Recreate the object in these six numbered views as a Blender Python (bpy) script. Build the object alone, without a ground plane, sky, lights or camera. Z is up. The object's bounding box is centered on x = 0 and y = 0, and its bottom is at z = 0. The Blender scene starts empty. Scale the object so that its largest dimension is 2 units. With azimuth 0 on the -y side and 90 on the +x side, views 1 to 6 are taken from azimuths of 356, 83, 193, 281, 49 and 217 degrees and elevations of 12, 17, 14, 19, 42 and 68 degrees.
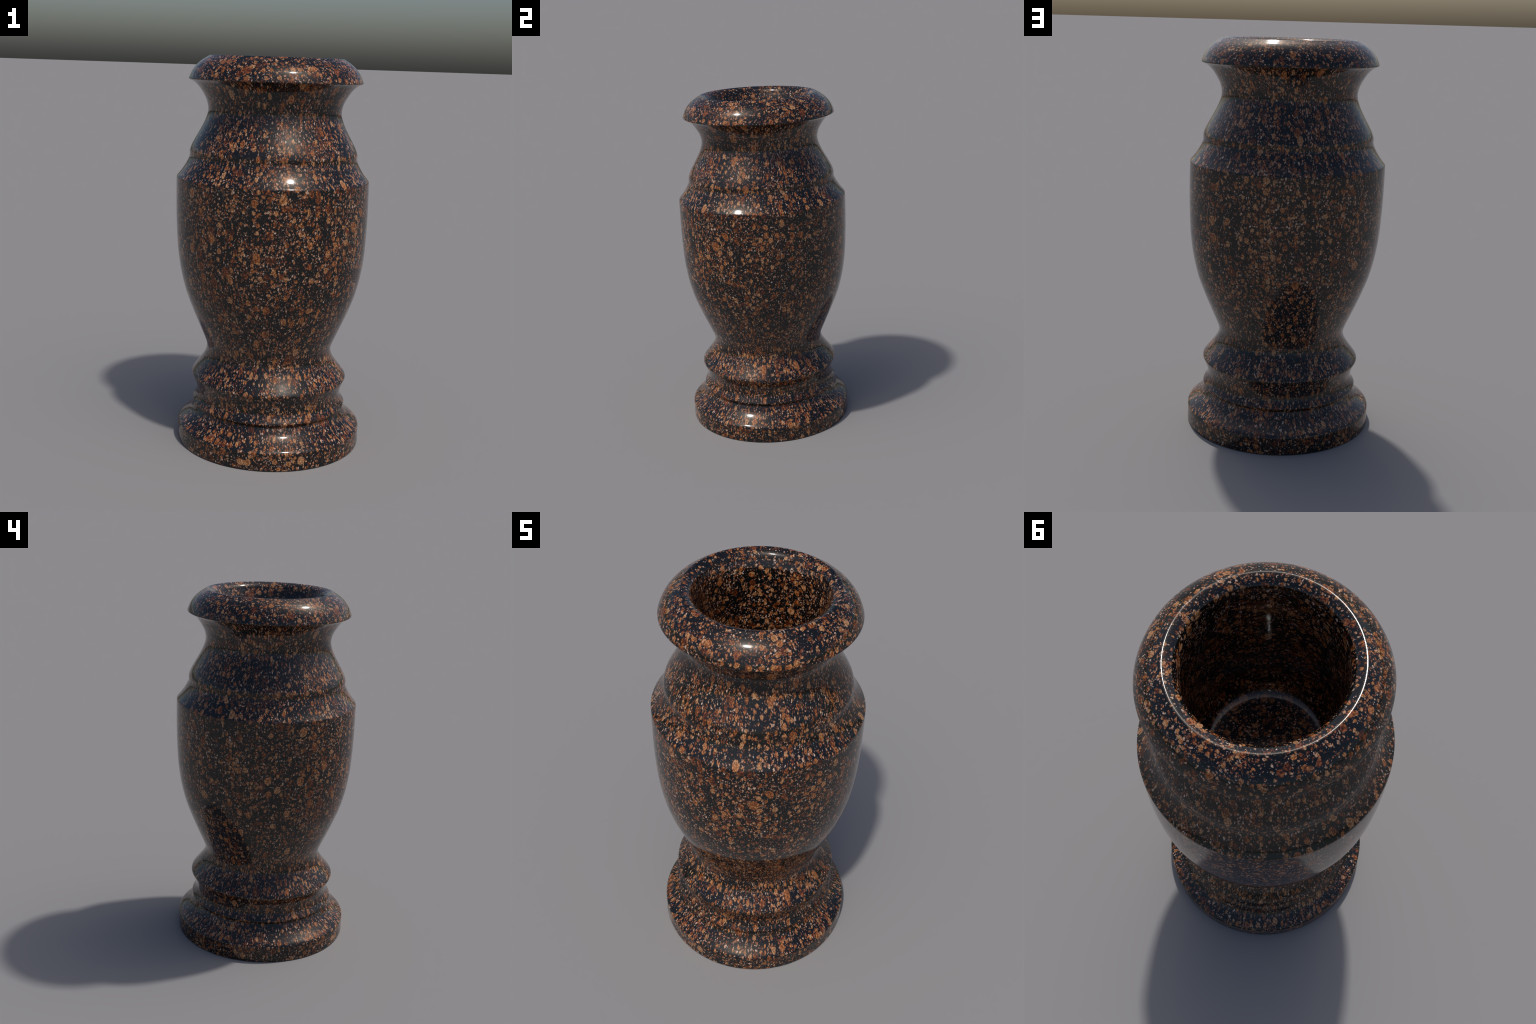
"""Polished brown granite vase: a lathe-turned stone body (foot, stem, belly,
shoulder, neck, rolled lip) with a bored cup inside, in speckled granite."""
import bpy, math

# ---------------------------------------------------------------- profile
# (height, radius) control points of the turned outside, from the ground up.
# Names mark where one turned member ends and the next begins.
OUTSIDE = [
    ("foot", [(0.000, 0.4845), (0.0015, 0.4866), (0.010, 0.4872), (0.050, 0.4866), (0.080, 0.4868),
              (0.089, 0.4860), (0.095, 0.4825), (0.101, 0.4765), (0.110, 0.4648), (0.120, 0.4518),
              (0.130, 0.4394), (0.140, 0.4280), (0.148, 0.4198), (0.156, 0.4130), (0.164, 0.4076), (0.172, 0.4030),
              (0.179, 0.3992)]),
    ("ring", [(0.1850, 0.3958), (0.1890, 0.3948), (0.1930, 0.3966), (0.199, 0.4018), (0.206, 0.4062), (0.2105, 0.4070),
              (0.215, 0.4050), (0.221, 0.4008), (0.230, 0.3947), (0.240, 0.3893), (0.250, 0.3857)]),
    ("pedestal", [(0.260, 0.3837), (0.268, 0.3834), (0.280, 0.3852), (0.300, 0.3898), (0.320, 0.3972),
              (0.335, 0.4036), (0.347, 0.4092), (0.353, 0.4108), (0.359, 0.4093), (0.370, 0.4016),
              (0.390, 0.3858), (0.410, 0.3701), (0.430, 0.3560), (0.450, 0.3437), (0.465, 0.3370),
              (0.480, 0.3325)]),
    ("belly", [(0.491, 0.3305), (0.501, 0.3302), (0.512, 0.3314), (0.530, 0.3361), (0.560, 0.3480),
              (0.600, 0.3652), (0.640, 0.3825), (0.680, 0.3994), (0.720, 0.4155), (0.760, 0.4310),
              (0.800, 0.4449), (0.840, 0.4560), (0.880, 0.4657), (0.920, 0.4736), (0.960, 0.4798),
              (1.000, 0.4848), (1.042, 0.4887), (1.110, 0.4924), (1.170, 0.4947), (1.230, 0.4959),
              (1.300, 0.4962), (1.345, 0.4960), (1.376, 0.4956)]),
    ("shoulder", [(1.388, 0.4952), (1.394, 0.4945), (1.3985, 0.4920), (1.404, 0.4873), (1.411, 0.4815),
              (1.420, 0.4742), (1.430, 0.4669), (1.450, 0.4538), (1.470, 0.4426), (1.482, 0.4370),
              (1.492, 0.4328), (1.502, 0.4303),
              (1.511, 0.4297), (1.519, 0.4303), (1.526, 0.4300), (1.533, 0.4285), (1.545, 0.4242),
              (1.560, 0.4177), (1.580, 0.4068), (1.600, 0.3957), (1.620, 0.3842), (1.640, 0.3732),
              (1.660, 0.3629), (1.680, 0.3538)]),
    ("neck", [(1.700, 0.3464), (1.720, 0.3414), (1.740, 0.3400), (1.760, 0.3433), (1.780, 0.3492),
              (1.800, 0.3590), (1.820, 0.3708), (1.840, 0.3846), (1.854, 0.3970), (1.866, 0.4105),
              (1.874, 0.4240)]),
    ("lip", [(1.8795, 0.4372), (1.8815, 0.4398), (1.885, 0.4402), (1.895, 0.4370), (1.910, 0.4310), (1.930, 0.4208),
             (1.945, 0.4098), (1.960, 0.3962), (1.972, 0.3825), (1.983, 0.3672), (1.991, 0.3535), (1.9955, 0.3460),
             (1.9990, 0.3402), (1.9999, 0.3370), (2.000, 0.3345), (1.9999, 0.3318), (1.9989, 0.3278),
             (1.9958, 0.3200), (1.9908, 0.3100), (1.983, 0.3005), (1.974, 0.2940), (1.962, 0.2902), (1.948, 0.2886)]),
]
INSIDE = ("cup", [(1.925, 0.2878), (1.900, 0.2876), (1.800, 0.2875), (1.650, 0.2870), (1.500, 0.2865), (1.400, 0.2858),
              (1.370, 0.2845), (1.345, 0.2800), (1.319, 0.2710), (1.300, 0.2585), (1.288, 0.2430), (1.282, 0.2250),
              (1.280, 0.2050), (1.280, 0.1300), (1.280, 0.0700), (1.280, 0.0060)])
UNDERSIDE = ("foot", [(0.0, 0.4750), (0.0, 0.3000), (0.0, 0.0060)])

# the stone was turned slightly off plumb: centre of the section by height
LEAN = [(0.0, 0.0144, -0.0077), (0.10, 0.0137, -0.0072), (0.22, 0.0104, -0.0058),
        (0.355, 0.0079, -0.0050), (0.50, 0.0042, -0.0034), (0.78, 0.0024, -0.0020),
        (1.10, -0.0026, -0.0002), (1.40, -0.0064, 0.0008), (1.70, -0.0071, 0.0013),
        (2.0, -0.0061, 0.0018)]
OVAL_X, OVAL_Y = 0.994, 1.006
SEGMENTS = 288
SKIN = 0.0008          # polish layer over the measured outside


def lean(z):
    for (z0, x0, y0), (z1, x1, y1) in zip(LEAN, LEAN[1:]):
        if z <= z1:
            t = max(0.0, (z - z0) / (z1 - z0))
            return x0 + (x1 - x0) * t, y0 + (y1 - y0) * t
    return LEAN[-1][1:]


def smooth_chain(points, step=0.0045):
    """Centripetal Catmull-Rom through the control points, resampled finely.
    Returns (z, r, index of the control point before it)."""
    out = []
    n = len(points)
    for i in range(n - 1):
        p1, p2 = points[i], points[i + 1]
        p0 = points[i - 1] if i else (2 * p1[0] - p2[0], 2 * p1[1] - p2[1])
        p3 = points[i + 2] if i + 2 < n else (2 * p2[0] - p1[0], 2 * p2[1] - p1[1])
        t = [0.0]
        for a, b in ((p0, p1), (p1, p2), (p2, p3)):
            t.append(t[-1] + max(1e-5, math.dist(a, b)) ** 0.5)
        count = min(24, max(2, int(math.dist(p1, p2) / step + 1)))
        for k in range(count):
            u = t[1] + (t[2] - t[1]) * k / count
            def lerp(a, b, ta, tb):
                w = (u - ta) / (tb - ta)
                return (a[0] + (b[0] - a[0]) * w, a[1] + (b[1] - a[1]) * w)
            a1, a2, a3 = lerp(p0, p1, t[0], t[1]), lerp(p1, p2, t[1], t[2]), lerp(p2, p3, t[2], t[3])
            b1, b2 = lerp(a1, a2, t[0], t[2]), lerp(a2, a3, t[1], t[3])
            c = lerp(b1, b2, t[1], t[2])
            out.append((c[0], c[1], i))
    out.append((points[-1][0], points[-1][1], n - 1))
    return out


# ---------------------------------------------------------------- granite
class Nodes:
    def __init__(self, tree):
        self.t = tree

    def _set(self, sock, v):
        if isinstance(v, bpy.types.NodeSocket):
            self.t.links.new(v, sock)
        elif v is not None:
            if hasattr(sock.default_value, "__len__") and len(sock.default_value) == 4 and len(v) == 3:
                v = (*v, 1.0)
            sock.default_value = v

    def math(self, op, a, b=None, c=None, clamp=False):
        n = self.t.nodes.new("ShaderNodeMath"); n.operation = op; n.use_clamp = clamp
        for i, v in enumerate((a, b, c)):
            if v is not None:
                self._set(n.inputs[i], v)
        return n.outputs[0]

    def vec(self, op, a, b=None, scale=None):
        n = self.t.nodes.new("ShaderNodeVectorMath"); n.operation = op
        self._set(n.inputs[0], a)
        if b is not None: self._set(n.inputs[1], b)
        if scale is not None: self._set(n.inputs["Scale"], scale)
        return n.outputs[0]

    def split(self, v):
        n = self.t.nodes.new("ShaderNodeSeparateXYZ"); self._set(n.inputs[0], v); return n.outputs

    def join(self, x, y, z):
        n = self.t.nodes.new("ShaderNodeCombineXYZ")
        for i, v in enumerate((x, y, z)): self._set(n.inputs[i], v)
        return n.outputs[0]

    def noise(self, v, scale, detail=2.0, rough=0.5):
        n = self.t.nodes.new("ShaderNodeTexNoise")
        self._set(n.inputs["Vector"], v)
        n.inputs["Scale"].default_value = scale
        n.inputs["Detail"].default_value = detail
        n.inputs["Roughness"].default_value = rough
        return n.outputs

    def cells(self, v, scale):
        n = self.t.nodes.new("ShaderNodeTexVoronoi"); n.feature = "F1"
        self._set(n.inputs["Vector"], v)
        n.inputs["Scale"].default_value = scale
        n.inputs["Randomness"].default_value = 0.85
        return n.outputs["Distance"], n.outputs["Color"]

    def ramp(self, v, stops, mode="LINEAR"):
        n = self.t.nodes.new("ShaderNodeValToRGB"); n.color_ramp.interpolation = mode
        e = n.color_ramp.elements
        while len(e) < len(stops): e.new(0.5)
        for el, (p, c) in zip(e, stops):
            el.position = p; el.color = (*c, 1.0)
        self._set(n.inputs[0], v)
        return n.outputs[0]

    def band(self, v, lo, hi, a=0.0, b=1.0):
        n = self.t.nodes.new("ShaderNodeMapRange"); n.interpolation_type = "SMOOTHSTEP"
        for i, x in enumerate((v, lo, hi, a, b)): self._set(n.inputs[i], x)
        return n.outputs[0]

    def mix(self, f, a, b, blend="MIX"):
        n = self.t.nodes.new("ShaderNodeMix"); n.data_type = "RGBA"; n.blend_type = blend
        self._set(n.inputs[0], f); self._set(n.inputs[6], a); self._set(n.inputs[7], b)
        return n.outputs[2]


def granite(name, turned):
    """Black matrix with brown feldspar ovoids of several sizes and pale specks.
    turned=True wraps the grain round the stone (angle and height)."""
    m = bpy.data.materials.new(name); m.use_nodes = True
    t = m.node_tree; t.nodes.clear(); N = Nodes(t)
    obj = t.nodes.new("ShaderNodeTexCoord").outputs["Object"]
    x, y, z = N.split(obj)
    if turned:
        r = N.math("SQRT", N.math("ADD", N.math("MULTIPLY", x, x), N.math("MULTIPLY", y, y)))
        inv = N.math("DIVIDE", 0.46, N.math("MAXIMUM", r, 0.05))
        footward = N.band(z, 0.22, 0.10, 0.0, 0.2)
        v = N.math("SUBTRACT", z, N.math("MULTIPLY", footward, N.math("SUBTRACT", r, 0.44)))
        P = N.join(N.math("MULTIPLY", x, inv), N.math("MULTIPLY", y, inv), N.math("MULTIPLY", v, 0.74))
    else:
        P = N.vec("SCALE", N.join(x, y, N.math("MULTIPLY", z, 0.85)), scale=0.92)
    # ragged grain edges
    wob = N.noise(P, 120.0, 3.0, 0.6)[1]
    P1 = N.vec("ADD", P, N.vec("SCALE", N.vec("SUBTRACT", wob, (0.5, 0.5, 0.5)), scale=0.0105))
    wob2 = N.noise(P, 30.0, 1.0)[1]
    P1 = N.vec("ADD", P1, N.vec("SCALE", N.vec("SUBTRACT", wob2, (0.5, 0.5, 0.5)), scale=0.010))
    cluster = N.noise(P, 8.0, 2.0)[0]
    mottle = N.noise(P, 190.0, 2.0, 0.6)[0]
    tint = N.noise(P, 95.0, 2.0, 0.6)[0]
    crystal = N.noise(P, 130.0, 2.0, 0.6)[0]
    pits = N.band(N.noise(N.vec("ADD", P, (7.0, 5.0, 3.0)), 160.0, 2.0, 0.6)[0], 0.33, 0.44, 0.55, 1.0)

    col = N.ramp(crystal, [(0.0, (0.003, 0.003, 0.0035)), (0.60, (0.005, 0.005, 0.0055)), (0.72, (0.016, 0.014, 0.012)), (0.85, (0.03, 0.024, 0.02))])

    # (cells per metre, share of cells filled, radius lo, hi, edge, palette, zoning)
    BROWN = [(0.0, (0.060, 0.015, 0.006)), (0.25, (0.155, 0.043, 0.012)), (0.5, (0.29, 0.100, 0.028)),
             (0.75, (0.37, 0.155, 0.052)), (1.0, (0.40, 0.220, 0.105))]
    BUFF = [(0.0, (0.075, 0.018, 0.008)), (0.3, (0.21, 0.066, 0.024)), (0.58, (0.34, 0.145, 0.064)),
            (0.82, (0.42, 0.245, 0.150)), (1.0, (0.45, 0.33, 0.25))]
    PALE = [(0.0, (0.10, 0.045, 0.030)), (0.4, (0.23, 0.13, 0.095)), (0.8, (0.37, 0.26, 0.21)), (1.0, (0.28, 0.29, 0.29))]
    layers = [
        (178.0, 0.33, 0.26, 0.54, 0.24, PALE, 0.0),
        (122.0, 0.44, 0.28, 0.58, 0.22, BUFF, 0.0),
        (84.0, 0.50, 0.28, 0.57, 0.18, BUFF, 0.3),
        (54.0, 0.52, 0.29, 0.55, 0.14, BROWN, 0.6),
        (33.5, 0.47, 0.28, 0.50, 0.10, BROWN, 0.9),
        (20.5, 0.22, 0.26, 0.45, 0.07, BROWN, 1.0),
    ]
    for i, (scale, share, lo, hi, soft, palette, zoned) in enumerate(layers):
        shift = N.vec("ADD", P1, (3.1 * i, 1.7 * i, -2.3 * i))
        dist, rnd = N.cells(shift, scale)
        cr, cg, cb = N.split(rnd)
        radius = N.math("MULTIPLY_ADD", cr, hi - lo, lo)
        # clusters: fewer grains where the slow noise is low
        want = N.band(cluster, 0.34, 0.64, share * 0.66, share * 1.34)
        there = N.math("LESS_THAN", cg, want)
        inside = N.band(dist, radius, N.math("SUBTRACT", radius, soft), 0.0, 1.0)
        mask = N.math("MULTIPLY", N.math("MULTIPLY", inside, there), pits)
        # hue drifts inside a grain, so no grain is one flat chip
        tone = N.ramp(N.math("ADD", cb, N.math("MULTIPLY_ADD", tint, 2.0, -1.0)), palette)
        rel = N.math("DIVIDE", dist, radius)
        ringed = N.ramp(N.math("ADD", rel, N.math("MULTIPLY_ADD", crystal, 0.7, -0.35)),
                        [(0.0, (0.42, 0.34, 0.30)), (0.30, (1.0, 0.95, 0.9)), (0.55, (0.62, 0.52, 0.46)), (0.82, (1.15, 1.13, 1.15)), (1.0, (0.75, 0.72, 0.72))])
        tone = N.mix(0.8 * zoned, tone, N.mix(1.0, tone, ringed, "MULTIPLY"))
        grainy = N.ramp(mottle, [(0.34, (0.32, 0.24, 0.20)), (0.5, (1.0, 0.97, 0.93)), (0.66, (1.55, 1.65, 1.9))])
        tone = N.mix(0.9, tone, N.mix(1.0, tone, grainy, "MULTIPLY"))
        if i >= 4:      # a thin dark rim keeps the bigger ovals apart
            halo = N.band(dist, N.math("ADD", radius, 0.10), radius, 0.0, 0.5)
            col = N.mix(N.math("MULTIPLY", halo, there), col, (0.006, 0.0055, 0.0055))
        col = N.mix(mask, col, tone)

    bsdf = t.nodes.new("ShaderNodeBsdfPrincipled")
    t.links.new(col, bsdf.inputs["Base Color"])
    bsdf.inputs["Roughness"].default_value = 0.09
    bsdf.inputs["IOR"].default_value = 1.5
    out = t.nodes.new("ShaderNodeOutputMaterial")
    t.links.new(bsdf.outputs[0], out.inputs[0])
    return m


# ---------------------------------------------------------------- turning
def build():
    polished = granite("polished_brown_granite", True)
    bored = granite("bored_brown_granite", False)

    vase = bpy.data.objects.new("granite_vase", None)
    vase.empty_display_size = 0.2
    vase["label"] = "polished speckled brown granite vase with turned foot and rolled lip"
    vase["category"] = "vase"
    bpy.context.collection.objects.link(vase)

    # one continuous chain: centre of the underside -> outside -> lip -> cup floor
    control, owner = [], []
    def add(part, pts):
        for p in pts:
            control.append(p); owner.append(part)
    add("foot", list(reversed(UNDERSIDE[1])))
    for part, pts in OUTSIDE:
        add(part, pts)
    add(*INSIDE)
    # straight underside, curved rest
    nu = len(UNDERSIDE[1])
    chain = [(z, r, i) for i, (z, r) in enumerate(control[:nu])]
    chain += [(z, max(r, 0.004), i + nu) for z, r, i in smooth_chain(control[nu:])]
    n = len(chain)

    # ring normals from the profile tangent
    normals = []
    for i in range(n):
        a, b = chain[max(0, i - 1)], chain[min(n - 1, i + 1)]
        dz, dr = b[0] - a[0], b[1] - a[1]
        l = math.hypot(dz, dr) or 1.0
        normals.append((dz / l, -dr / l))      # (outward radial, up)

    # bore wall normals tilted upward to draw the sky reflection further down
    EASE = [(1.80, 0.0), (1.86, 5.0), (1.92, 18.0), (1.965, 30.0)]
    for i in range(n):
        z, r, _ = chain[i]
        nr, nz = normals[i]
        if nr < 0 and EASE[0][0] < z < EASE[-1][0]:
            for (z0, b0), (z1, b1) in zip(EASE, EASE[1:]):
                if z0 <= z <= z1:
                    soft = math.radians(b0 + (b1 - b0) * (z - z0) / (z1 - z0))
            tilt = max(math.atan2(nz, -nr), soft)
            normals[i] = (-math.cos(tilt), math.sin(tilt))

    def ring(i):
        z, r, _ = chain[i]
        cx, cy = lean(z)
        if i >= nu:
            r += SKIN if normals[i][0] > -0.2 else 0.0
        nr, nz = normals[i]
        co, no = [], []
        for s in range(SEGMENTS):
            a = 2 * math.pi * s / SEGMENTS
            c, d = math.cos(a), math.sin(a)
            co.append((cx + r * OVAL_X * c, cy + r * OVAL_Y * d, max(z, 0.0)))
            no.append((nr * c, nr * d, nz))
        return co, no

    rings = [ring(i) for i in range(n)]
    spans, start = [], 0
    for i in range(1, n):
        if owner[chain[i][2]] != owner[chain[start][2]]:
            spans.append((owner[chain[start][2]], start, i)); start = i
    spans.append((owner[chain[start][2]], start, n - 1))

    for part, i0, i1 in spans:
        verts, norms, faces = [], [], []
        for i in range(i0, i1 + 1):
            co, no = rings[i]
            verts += co; norms += no
        for i in range(i1 - i0):
            for s in range(SEGMENTS):
                s2 = (s + 1) % SEGMENTS
                a, b = i * SEGMENTS, (i + 1) * SEGMENTS
                faces.append((a + s, a + s2, b + s2, b + s))
        if i0 == 0:
            faces.append(tuple(reversed(range(SEGMENTS))))
        if i1 == n - 1:
            top = (i1 - i0) * SEGMENTS
            faces.append(tuple(range(top, top + SEGMENTS)))
        me = bpy.data.meshes.new(part)
        me.from_pydata(verts, [], faces)
        me.polygons.foreach_set("use_smooth", [True] * len(me.polygons))
        me.update()
        me.normals_split_custom_set_from_vertices(norms)
        me.materials.append(bored if part in ("cup", "lip") else polished)
        ob = bpy.data.objects.new(part, me)
        ob.parent = vase
        bpy.context.collection.objects.link(ob)


build()
